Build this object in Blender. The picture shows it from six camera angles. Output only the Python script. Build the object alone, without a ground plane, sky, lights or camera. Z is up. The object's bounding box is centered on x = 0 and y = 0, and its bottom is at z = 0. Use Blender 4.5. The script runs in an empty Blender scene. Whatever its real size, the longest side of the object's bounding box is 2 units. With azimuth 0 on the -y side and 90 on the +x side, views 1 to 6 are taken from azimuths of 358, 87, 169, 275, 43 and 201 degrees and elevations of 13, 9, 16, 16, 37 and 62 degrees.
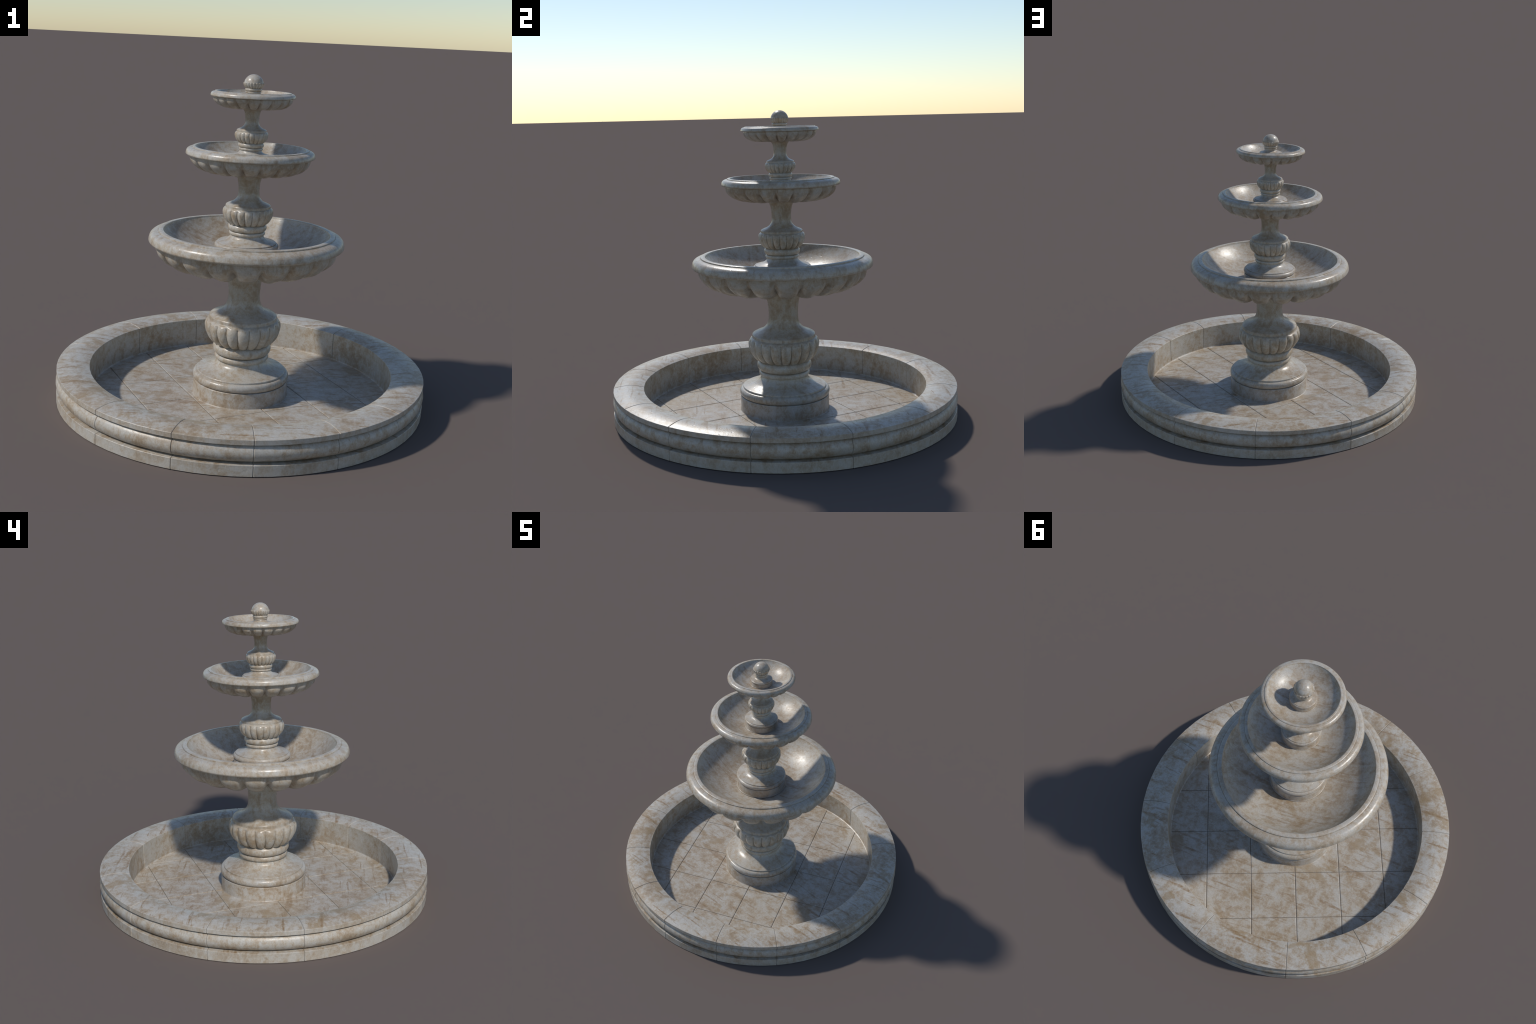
import bpy, bmesh, math, random
from mathutils import Vector

random.seed(7)
TAU = math.tau
LOBES = 20            # gadroons on every bulb and bowl
SCALE = 0.65          # each tier is the one below it, reduced
FLOOR = 0.012         # height of the basin paving


# ------------------------------------------------------------------ materials
def stone(name, upright=0.0, streak=True, seed=0.0, brown=1.0, rough=0.36, cells=17.0, calm=0.0):
    """Honed travertine: grey-cream ground, soft tan clouds, rusty veins."""
    m = bpy.data.materials.new(name)
    m.use_nodes = True
    nt = m.node_tree
    nt.nodes.clear()

    def N(kind, **kw):
        n = nt.nodes.new("ShaderNode" + kind)
        for k, v in kw.items():
            setattr(n, k, v)
        return n

    def L(a, b):
        nt.links.new(a, b)

    def mapping(vec, rot=(0, 0, 0), scale=(1, 1, 1), loc=(0, 0, 0)):
        n = N("Mapping")
        n.inputs["Rotation"].default_value = rot
        n.inputs["Scale"].default_value = scale
        n.inputs["Location"].default_value = loc
        L(vec, n.inputs["Vector"])
        return n.outputs[0]

    def noise(vec, scale, detail=6, rough=0.6, dist=0.0):
        n = N("TexNoise")
        n.inputs["Scale"].default_value = scale
        n.inputs["Detail"].default_value = detail
        n.inputs["Roughness"].default_value = rough
        n.inputs["Distortion"].default_value = dist
        L(vec, n.inputs["Vector"])
        return n.outputs["Fac"]

    def ramp(fac, stops, ease=False):
        n = N("ValToRGB")
        if ease:
            n.color_ramp.interpolation = "EASE"
        e = n.color_ramp.elements
        while len(e) < len(stops):
            e.new(0.5)
        for el, (p, c) in zip(e, stops):
            el.position = p
            el.color = (*c, 1) if isinstance(c, tuple) else (c, c, c, 1)
        L(fac, n.inputs[0])
        return n.outputs[0]

    def math_(op, a, b):
        n = N("Math", operation=op)
        for i, x in enumerate((a, b)):
            if isinstance(x, (int, float)):
                n.inputs[i].default_value = x
            else:
                L(x, n.inputs[i])
        return n.outputs[0]

    def mix(fac, a, b, mode="MIX"):
        n = N("Mix", data_type="RGBA", blend_type=mode)
        for sock, x in ((n.inputs["Factor"], fac), (n.inputs[6], a), (n.inputs[7], b)):
            if isinstance(x, (int, float)):
                sock.default_value = x
            elif isinstance(x, tuple):
                sock.default_value = (*x, 1)
            else:
                L(x, sock)
        return n.outputs[2]

    tc = N("TexCoord").outputs["Object"]
    base = mapping(tc, loc=(seed, seed * 0.7, seed * 1.3), scale=(1, 1, 1 - 0.45 * upright))

    cloud = noise(base, cells, 9, 0.70, 0.25)
    broad = noise(base, 4.0, 3, 0.5)
    fleck = noise(base, 42.0, 5, 0.7)
    grain = noise(base, 150.0, 3, 0.6)

    tan, mid, pale, white = (0.303, 0.225, 0.146), (0.385, 0.312, 0.230), (0.445, 0.405, 0.346), (0.480, 0.458, 0.422)
    fine = noise(mapping(base, loc=(2, 8, 5)), cells * 2.6, 6, 0.7, 0.4)
    f = math_("ADD", math_("ADD", math_("MULTIPLY", cloud, 0.52), math_("MULTIPLY", broad, 0.24)), math_("MULTIPLY", fine, 0.24))
    col = ramp(f, [(0.405, tan), (0.470, mid), (0.532, pale), (0.620, white)])
    if calm:
        col = mix(calm, col, (0.425, 0.375, 0.308))
    # pale lime bloom and warm stain, both patchy
    bloom = ramp(fleck, [(0.50, 0.0), (0.66, 1.0)])
    col = mix(math_("MULTIPLY", bloom, 0.32), col, (0.485, 0.470, 0.440))
    stain = math_("MULTIPLY", ramp(noise(mapping(base, loc=(3, 5, 1)), 5.0, 7, 0.66, 0.3), [(0.575, 0.0), (0.68, 1.0)]),
                  ramp(fleck, [(0.35, 1.0), (0.65, 0.35)]))
    col = mix(math_("MULTIPLY", stain, 0.80 * brown), col, (0.285, 0.185, 0.085))
    # veins : the peaks of strongly stretched noise, so short tapering strokes along x, fewer along y
    if streak:
        sep = N("SeparateXYZ")
        L(N("NewGeometry").outputs["True Normal"], sep.inputs[0])
        level = ramp(sep.outputs["Z"], [(0.6, 0.12), (0.9, 1.0)])
        ochre = ramp(noise(mapping(tc, loc=(5, 11, 3), scale=(1, 1.5, 1)), 3.4, 8, 0.62, 0.5), [(0.585, 0.0), (0.625, 1.0)])
        col = mix(math_("MULTIPLY", math_("MULTIPLY", ochre, level), 0.55 * brown), col, (0.290, 0.195, 0.092))
        broken = ramp(fleck, [(0.36, 1.0), (0.60, 0.35)])
        for ang, off, sx, sy, lo, strength in ((2, 21.0, 2.4, 21.0, 0.618, 1.0), (-5, 2.0, 3.2, 34.0, 0.620, 1.0), (6, 14.0, 5.0, 46.0, 0.635, 0.9), (84, 9.0, 3.4, 26.0, 0.650, 0.75)):
            v = mapping(tc, rot=(0, 0, math.radians(ang)), scale=(sx, sy, 6.0), loc=(off, off * 2, seed))
            line = math_("MULTIPLY", math_("MULTIPLY", ramp(noise(v, 1.0, 4, 0.5, 0.45), [(lo, 0.0), (lo + 0.06, 1.0)]), broken), level)
            col = mix(math_("MULTIPLY", line, strength * brown), col, (0.255, 0.165, 0.085))
    else:
        # brown runs down the upright faces
        sep = N("SeparateXYZ")
        L(N("NewGeometry").outputs["True Normal"], sep.inputs[0])
        upright_face = ramp(math_("ABSOLUTE", sep.outputs["Z"], 0), [(0.25, 1.0), (0.65, 0.0)])
        runs = ramp(noise(mapping(tc, scale=(1, 1, 0.14), loc=(1, 4, 2)), 38.0, 4, 0.6, 0.5), [(0.53, 0.0), (0.66, 1.0)])
        gate = ramp(noise(mapping(tc, loc=(6, 3, 9)), 7.0, 3, 0.6), [(0.44, 0.0), (0.58, 1.0)])
        col = mix(math_("MULTIPLY", math_("MULTIPLY", runs, gate), math_("MULTIPLY", upright_face, 0.55)), col, (0.235, 0.165, 0.095))
    # fine grain
    col = mix(0.30, col, ramp(grain, [(0.3, 0.34), (0.7, 0.66)]), "OVERLAY")
    # creases tinted dark brown, convex edges tinted pale
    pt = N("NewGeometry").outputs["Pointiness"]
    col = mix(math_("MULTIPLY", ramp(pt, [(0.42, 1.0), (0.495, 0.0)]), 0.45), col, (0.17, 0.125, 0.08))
    col = mix(math_("MULTIPLY", ramp(pt, [(0.515, 0.0), (0.60, 1.0)]), 0.30), col, (0.52, 0.485, 0.43))

    bs = N("BsdfPrincipled")
    L(col, bs.inputs["Base Color"])
    rg = ramp(math_("ADD", math_("MULTIPLY", cloud, 0.5), math_("MULTIPLY", fleck, 0.5)),
              [(0.35, rough + 0.07), (0.65, rough - 0.05)])
    L(rg, bs.inputs["Roughness"])
    bs.inputs["Specular IOR Level"].default_value = 0.5
    pits = ramp(noise(mapping(tc, loc=(7, 2, 4)), 48.0, 2, 0.5), [(0.28, 0.0), (0.36, 1.0)])
    h = math_("ADD", math_("MULTIPLY", fleck, 0.7), math_("MULTIPLY", grain, 0.25))
    h = math_("ADD", h, math_("MULTIPLY", pits, 0.5))
    bp = N("Bump")
    bp.inputs["Strength"].default_value = 0.22
    bp.inputs["Distance"].default_value = 0.004
    L(h, bp.inputs["Height"])
    L(bp.outputs[0], bs.inputs["Normal"])
    out = N("OutputMaterial")
    L(bs.outputs[0], out.inputs[0])
    return m


def plain(name, colour, rough=0.8):
    m = bpy.data.materials.new(name)
    m.use_nodes = True
    nt = m.node_tree
    bs = nt.nodes["Principled BSDF"]
    n = nt.nodes.new("ShaderNodeTexNoise")
    n.inputs["Scale"].default_value = 40
    r = nt.nodes.new("ShaderNodeValToRGB")
    r.color_ramp.elements[0].color = (*[c * 0.7 for c in colour], 1)
    r.color_ramp.elements[1].color = (*[c * 1.3 for c in colour], 1)
    tc = nt.nodes.new("ShaderNodeTexCoord")
    nt.links.new(tc.outputs["Object"], n.inputs["Vector"])
    nt.links.new(n.outputs["Fac"], r.inputs[0])
    nt.links.new(r.outputs[0], bs.inputs["Base Color"])
    bs.inputs["Roughness"].default_value = rough
    return m


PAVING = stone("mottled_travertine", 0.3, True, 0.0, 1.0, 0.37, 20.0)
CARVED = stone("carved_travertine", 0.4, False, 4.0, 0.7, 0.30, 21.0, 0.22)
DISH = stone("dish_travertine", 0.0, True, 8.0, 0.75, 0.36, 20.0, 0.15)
GROUT = plain("grout", (0.15, 0.125, 0.10))


# ------------------------------------------------------------------ geometry helpers
def smooth_path(pts, n=10):
    """Catmull-Rom curve through (r, z) points."""
    out = []
    for i in range(len(pts) - 1):
        p0 = pts[i - 1] if i else (2 * pts[0][0] - pts[1][0], 2 * pts[0][1] - pts[1][1])
        p1, p2 = pts[i], pts[i + 1]
        p3 = pts[i + 2] if i + 2 < len(pts) else (2 * p2[0] - p1[0], 2 * p2[1] - p1[1])
        for k in range(n):
            t = k / n
            out.append(tuple(0.5 * (2 * b + (c - a) * t + (2 * a - 5 * b + 4 * c - d) * t * t + (3 * b - a - 3 * c + d) * t ** 3)
                             for a, b, c, d in zip(p0, p1, p2, p3)))
    out.append(pts[-1])
    return out


def arc(cr, cz, rr, rz, a0, a1, n=14):
    """Elliptic arc in the profile plane, degrees from the outward direction."""
    return [(cr + rr * math.cos(math.radians(a0 + (a1 - a0) * i / n)), cz + rz * math.sin(math.radians(a0 + (a1 - a0) * i / n)))
            for i in range(n + 1)]


def tidy(path, eps=1e-5):
    out = [path[0]]
    for p in path[1:]:
        if math.hypot(p[0] - out[-1][0], p[1] - out[-1][1]) > eps:
            out.append(p)
    return out


def make(name, bm, mat, parent, angle=32):
    me = bpy.data.meshes.new(name)
    bmesh.ops.recalc_face_normals(bm, faces=bm.faces)
    bm.to_mesh(me)
    bm.free()
    me.materials.append(mat)
    for p in me.polygons:
        p.use_smooth = True
    me.set_sharp_from_angle(angle=math.radians(angle))
    ob = bpy.data.objects.new(name, me)
    bpy.context.scene.collection.objects.link(ob)
    ob.parent = parent
    return ob


def lathe(name, path, mat, parent, seg=160, relief=None, s=1.0, z0=0.0, angle=32):
    """Turn a profile about z.  relief(t, theta) -> inward offset along the profile normal."""
    path = tidy(path)
    n = len(path)
    length = [0.0]
    for a, b in zip(path, path[1:]):
        length.append(length[-1] + math.hypot(b[0] - a[0], b[1] - a[1]))
    bm = bmesh.new()
    rows = []
    for i, (r, z) in enumerate(path):
        a, b = path[max(0, i - 1)], path[min(n - 1, i + 1)]
        tr, tz = b[0] - a[0], b[1] - a[1]
        q = math.hypot(tr, tz) or 1
        nr, nz = tz / q, -tr / q
        t = length[i] / length[-1]
        if r < 1e-6:
            rows.append([bm.verts.new((0, 0, z0 + s * z))])
            continue
        row = []
        for k in range(seg):
            th = TAU * k / seg
            d = relief(t, th) if relief else 0.0
            rr, zz = r - nr * d, z - nz * d
            row.append(bm.verts.new((s * rr * math.cos(th), s * rr * math.sin(th), z0 + s * zz)))
        rows.append(row)
    for a, b in zip(rows, rows[1:]):
        for k in range(seg):
            j = (k + 1) % seg
            if len(a) == 1:
                bm.faces.new((a[0], b[k], b[j]))
            elif len(b) == 1:
                bm.faces.new((a[k], b[0], a[j]))
            else:
                bm.faces.new((a[k], b[k], b[j], a[j]))
    return make(name, bm, mat, parent, angle)


def empty(name, parent):
    e = bpy.data.objects.new(name, None)
    e.empty_display_size = 0.1
    bpy.context.scene.collection.objects.link(e)
    e.parent = parent
    return e


def scallop(th, sharp=0.86):
    """0 on the crest of a gadroon, 1 in the valley between two."""
    u = (th / TAU * LOBES + 0.5) % 1.0 * 2 - 1
    return (1 - math.sqrt(1 - sharp * u * u)) / (1 - math.sqrt(1 - sharp))


def gadroon(th):
    """As scallop, but a broad flat lobe and a narrow flat-bottomed groove."""
    u = abs((th / TAU * LOBES + 0.5) % 1.0 * 2 - 1)
    return 0.48 * u * u + 0.52 * step(0.62, 0.97, u)


def step(a, b, x):
    x = min(1.0, max(0.0, (x - a) / (b - a)))
    return x * x * (3 - 2 * x)


# ------------------------------------------------------------------ the thing
fountain = empty("tiered_fountain", None)
fountain["label"] = "three-tier carved stone garden fountain in a round paved basin"
fountain["category"] = "garden fountain"

# ---- basin : kerb of 13 stones, tiled floor, grout bed -------------------------
kerb = [(0.812, 0.004), (0.8212, 0.0042), (0.8212, 0.1760), (0.8226, 0.1776)]
kerb += smooth_path([(0.8226, 0.1776), (0.860, 0.1862), (0.905, 0.1905), (0.950, 0.1875), (0.9938, 0.1789)], 5)
kerb += [(0.9952, 0.1775), (0.9952, 0.1545), (0.9940, 0.1530), (0.966, 0.1515)]
kerb += arc(0.958, 0.1065, 0.042, 0.0450, 76, -80, 16)
kerb += [(0.961, 0.0590), (0.9954, 0.0560), (0.9970, 0.0545), (0.9970, 0.0020), (0.9950, 0.0), (0.93, 0.0), (0.812, 0.0)]
kerb = tidy(kerb)


def inset(path, d):
    """Closed profile pulled inwards by d, with mitred corners."""
    out = []
    n = len(path)

    def normal(p, q):
        w = math.hypot(q[0] - p[0], q[1] - p[1]) or 1
        return (q[1] - p[1]) / w, -(q[0] - p[0]) / w

    for i, p in enumerate(path):
        (ax, ay), (bx, by) = normal(path[i - 1], p), normal(p, path[(i + 1) % n])
        k = d / max(0.55, 1 + ax * bx + ay * by)
        out.append((p[0] + (ax + bx) * k, p[1] + (ay + by) * k))
    return out


def swept(bm, rings):
    """Rings are (angle, profile); joined in order, both ends capped."""
    rows = [[bm.verts.new((r * math.cos(a), r * math.sin(a), z)) for r, z in prof] for a, prof in rings]
    n = len(rows[0])
    for p, q in zip(rows, rows[1:]):
        for i in range(n):
            j = (i + 1) % n
            bm.faces.new((p[i], p[j], q[j], q[i]))
    bm.faces.new(rows[0])
    bm.faces.new(rows[-1][::-1])


basin = empty("basin", fountain)
joints = [15.4, 45.0, 75.0, 109.0, 137.6, 167.2, 196.8, 225.2, 250.7, 272.6, 296.4, 319.8, 346.2]
kerb_in = inset(kerb, 0.0022)
for i, a in enumerate(joints):
    b = joints[(i + 1) % len(joints)] + (360 if i + 1 == len(joints) else 0)
    a, b = math.radians(a), math.radians(b)
    gap, cham = 0.0007, 0.0028
    steps = max(4, round((b - a) / (TAU / 72)))
    rings = [(a + gap, kerb_in)] + [(a + gap + cham + (b - a - 2 * gap - 2 * cham) * k / steps, kerb) for k in range(steps + 1)] + [(b - gap, kerb_in)]
    bm = bmesh.new()
    swept(bm, rings)
    make("kerb_stone", bm, PAVING, basin, 24)

bed = inset(kerb, 0.0040)
bed = [(0.0, 0.0085), (0.8252, 0.0085)] + [p for p in bed if p[1] > 0.012 and p[0] > 0.815] + [(0.988, 0.002), (0.0, 0.002)]
lathe("grout_bed", bed, GROUT, basin, 144)

lathe('wall_foot_bead', [(0.8130, 0.0118), (0.8150, 0.0128), (0.8195, 0.0155), (0.8208, 0.0195), (0.8214, 0.0200)], PAVING, basin, 144)

# paving : square grid turned by 23.9 degrees, cut to the round
GRID, PX, PY, OX, OY, RFLOOR = math.radians(23.9), 0.2845, 0.3025, 0.006, 0.004, 0.8195


def clip(poly, inside, cut):
    out = []
    for i, p in enumerate(poly):
        q = poly[(i + 1) % len(poly)]
        if inside(p):
            out.append(p)
        if inside(p) != inside(q):
            out.append(cut(p, q))
    return out


def cell(x0, x1, y0, y1, radius):
    """The part of a rectangle inside a circle, its round side cut into short chords."""
    def circle(p, q):
        lo, hi = (p, q) if math.hypot(*p) <= radius else (q, p)
        for _ in range(40):
            m = ((lo[0] + hi[0]) / 2, (lo[1] + hi[1]) / 2)
            if math.hypot(*m) <= radius:
                lo = m
            else:
                hi = m
        return lo
    edge = []
    cs = [(x0, y0), (x1, y0), (x1, y1), (x0, y1)]
    for p, q in zip(cs, cs[1:] + cs[:1]):
        for k in range(24):
            edge.append((p[0] + (q[0] - p[0]) * k / 24, p[1] + (q[1] - p[1]) * k / 24))
    poly = clip(edge, lambda p: math.hypot(*p) <= radius, circle)
    if len(poly) < 3:
        return []
    out = []
    for i, p in enumerate(poly):
        q = poly[(i + 1) % len(poly)]
        out.append(p)
        on = lambda w: abs(math.hypot(*w) - radius) < 1e-6
        if on(p) and on(q):
            a, b = math.atan2(p[1], p[0]), math.atan2(q[1], q[0])
            d = (b - a + math.pi) % TAU - math.pi
            m = int(abs(d) / 0.05) + 1
            out += [(radius * math.cos(a + d * k / m), radius * math.sin(a + d * k / m)) for k in range(1, m)]
    return out


ca, sa = math.cos(GRID), math.sin(GRID)
for i in range(-4, 4):
    for j in range(-4, 4):
        bm = bmesh.new()
        layers = []
        # (inset of the joint sides, height): foot, arris, top
        for gx, gy, dr, z in ((0.0017, 0.0012, 0.0, 0.003), (0.0017, 0.0012, 0.0, FLOOR - 0.0018), (0.0058, 0.0019, 0.0002, FLOOR)):
            poly = cell(OX + i * PX + gx, OX + (i + 1) * PX - gx, OY + j * PY + gy, OY + (j + 1) * PY - gy, RFLOOR - dr)
            layers.append((poly, z))
        if min(len(p) for p, _ in layers) < 3:
            bm.free()
            continue
        area = abs(sum(p[0] * q[1] - p[1] * q[0] for p, q in zip(layers[2][0], layers[2][0][1:] + layers[2][0][:1]))) / 2
        if area < 2e-4:
            bm.free()
            continue
        foot, arris, top = [[bm.verts.new((x * ca - y * sa, x * sa + y * ca, z)) for x, y in poly] for poly, z in layers]
        bm.faces.new(top)
        if len(foot) == len(arris):
            for k in range(len(foot)):
                bm.faces.new((foot[k], foot[k - 1], arris[k - 1], arris[k]))
        if len(arris) == len(top):
            for k in range(len(top)):
                bm.faces.new((arris[k], arris[k - 1], top[k - 1], top[k]))
        else:
            bmesh.ops.bridge_loops(bm, edges=[e for e in bm.edges if (e.verts[0] in top and e.verts[1] in top)] +
                                   [e for e in bm.edges if (e.verts[0] in arris and e.verts[1] in arris)])
        make("floor_tile", bm, PAVING, basin, 20)

# ---- profiles of one tier, at the size of the lowest ---------------------------
plinth = [(0.2650, 0.0112), (0.2625, 0.0128), (0.2603, 0.0148), (0.2594, 0.0175)] + [(0.2592, 0.0925), (0.2585, 0.0960), (0.2565, 0.0980), (0.2520, 0.0990), (0.245, 0.0990)]
base_moulding = [(0.240, 0.0985), (0.2475, 0.0985)] + arc(0.2435, 0.1222, 0.0202, 0.0232, -78, 76, 16)
base_moulding += [(0.2440, 0.1448), (0.2428, 0.1456), (0.2424, 0.1530), (0.2408, 0.1548)]
base_moulding += smooth_path([(0.2408, 0.1548), (0.208, 0.1630), (0.172, 0.1745), (0.147, 0.1905), (0.1365, 0.2080), (0.1345, 0.222)], 7)
collar_low = [(0.128, 0.2145), (0.1365, 0.2150)] + arc(0.1375, 0.2305, 0.0112, 0.0148, -80, 80, 12) + [(0.136, 0.2462), (0.128, 0.2468)]
collar_high = [(0.128, 0.2472), (0.139, 0.2476)] + arc(0.1385, 0.2775, 0.0208, 0.0272, -78, 80, 16) + [(0.138, 0.3062), (0.128, 0.3068)]
bulb = smooth_path([(0.132, 0.300), (0.1500, 0.3055), (0.1690, 0.3180), (0.1880, 0.3400), (0.2015, 0.3680), (0.2072, 0.3980),
                    (0.2055, 0.4180), (0.1990, 0.4315), (0.1905, 0.4385), (0.1855, 0.4410)], 8) + [(0.1847, 0.4430), (0.1846, 0.4470)]
neck = [(0.1846, 0.4468), (0.1846, 0.4510), (0.1845, 0.4570), (0.1830, 0.4610), (0.1795, 0.4645)]
neck += smooth_path([(0.1795, 0.4645), (0.1620, 0.4735), (0.1350, 0.4845), (0.1120, 0.5000), (0.0955, 0.5215), (0.0875, 0.5480),
                     (0.0855, 0.5780), (0.0880, 0.6250), (0.0935, 0.6600), (0.1010, 0.6860), (0.1140, 0.7080), (0.1350, 0.7260), (0.160, 0.738)], 8)
bowl_under = smooth_path([(0.110, 0.735), (0.150, 0.7290), (0.195, 0.7220), (0.260, 0.7200), (0.330, 0.7255), (0.376, 0.7345), (0.408, 0.7465), (0.434, 0.7590),
                          (0.461, 0.7815), (0.4772, 0.8005), (0.4855, 0.8190), (0.4879, 0.8360), (0.4882, 0.8500), (0.4845, 0.8640)], 7)
rim = [(0.470, 0.8625), (0.4900, 0.8600), (0.5110, 0.8595), (0.5170, 0.8608), (0.5205, 0.8650)]
rim += smooth_path([(0.5205, 0.8650), (0.5218, 0.8700), (0.5200, 0.8820), (0.5160, 0.8940), (0.5085, 0.9040), (0.4970, 0.9110), (0.4840, 0.9150), (0.4735, 0.9172)], 6)
rim += [(0.4712, 0.9160), (0.4702, 0.9170), (0.4695, 0.9228), (0.4675, 0.9242), (0.4475, 0.9255), (0.4445, 0.9245), (0.4430, 0.9220)]
dish = smooth_path([(0.4430, 0.9220), (0.4385, 0.9130), (0.4180, 0.8890), (0.3880, 0.8610), (0.3500, 0.8330), (0.3050, 0.8080), (0.2550, 0.7880),
                    (0.2000, 0.7750), (0.1600, 0.7705), (0.100, 0.7695)], 7) + [(0.0, 0.7695)]


def bulb_relief(t, th):
    return 0.0110 * step(0.0, 0.16, t) * (1 - step(0.84, 0.94, t)) * scallop(th, 0.84) + 0.003 * scallop(th) * (1 - step(0.4, 0.7, t))


def bowl_relief(t, th):
    return (0.036 - 0.022 * step(0.70, 1.0, t)) * step(0.10, 0.40, t) * (gadroon(th) + (scallop(th, 0.6) - gadroon(th)) * (1 - step(0.45, 0.75, t)))


def tier(z0, s):
    ped = lathe("pedestal", neck, CARVED, fountain, 120, None, s, z0)
    lathe("plinth", plinth, PAVING if s == 1 else CARVED, ped, 128, None, s, z0)
    lathe("base_moulding", base_moulding, CARVED, ped, 128, None, s, z0)
    lathe("collar_ring", collar_low, CARVED, ped, 112, None, s, z0)
    lathe("collar_ring", collar_high, CARVED, ped, 112, None, s, z0)
    lathe("fluted_bulb", bulb, CARVED, ped, LOBES * 18, bulb_relief, s, z0, 60)
    bowl = lathe("bowl", bowl_under, CARVED, fountain, LOBES * 20, bowl_relief, s, z0, 60)
    lathe("rim", rim, CARVED, bowl, 160, None, s, z0)
    lathe("dish", dish, DISH, bowl, 160, None, s, z0)


Z = 0.0
scale = 1.0
for k in range(3):
    tier(Z, scale)
    Z += 0.768 * scale
    scale *= SCALE

# ---- finial : the same foot, cut off at a ball --------------------------------
ball_top = (1.7460 - Z) / scale
ball_r = 0.0507 / scale
cz = ball_top - ball_r
a0 = math.degrees(math.asin((0.432 - cz) / ball_r)) if abs(0.432 - cz) < ball_r else 0
ball = lathe("finial", arc(0, cz, ball_r, ball_r, min(a0, 10) - 14, 90, 24)[:-1] + [(0, ball_top)], CARVED, fountain, 96, None, scale, Z)
lathe("plinth", plinth, CARVED, ball, 96, None, scale, Z)
lathe("base_moulding", base_moulding, CARVED, ball, 96, None, scale, Z)
lathe("collar_ring", collar_low, CARVED, ball, 96, None, scale, Z)
lathe("collar_ring", collar_high, CARVED, ball, 96, None, scale, Z)
cup = smooth_path([(0.132, 0.300), (0.1480, 0.3055), (0.1640, 0.3180), (0.1805, 0.3400), (0.1925, 0.3680), (0.1968, 0.3880),
                   (0.1968, 0.4000), (0.1950, 0.4070), (0.190, 0.4105), (0.178, 0.4115)], 8)


def cup_relief(t, th):
    return 0.0125 * step(0.0, 0.16, t) * (1 - step(0.95, 1.0, t)) * scallop(th, 0.80)


lathe("fluted_cup", cup, CARVED, ball, LOBES * 16, cup_relief, scale, Z, 60)
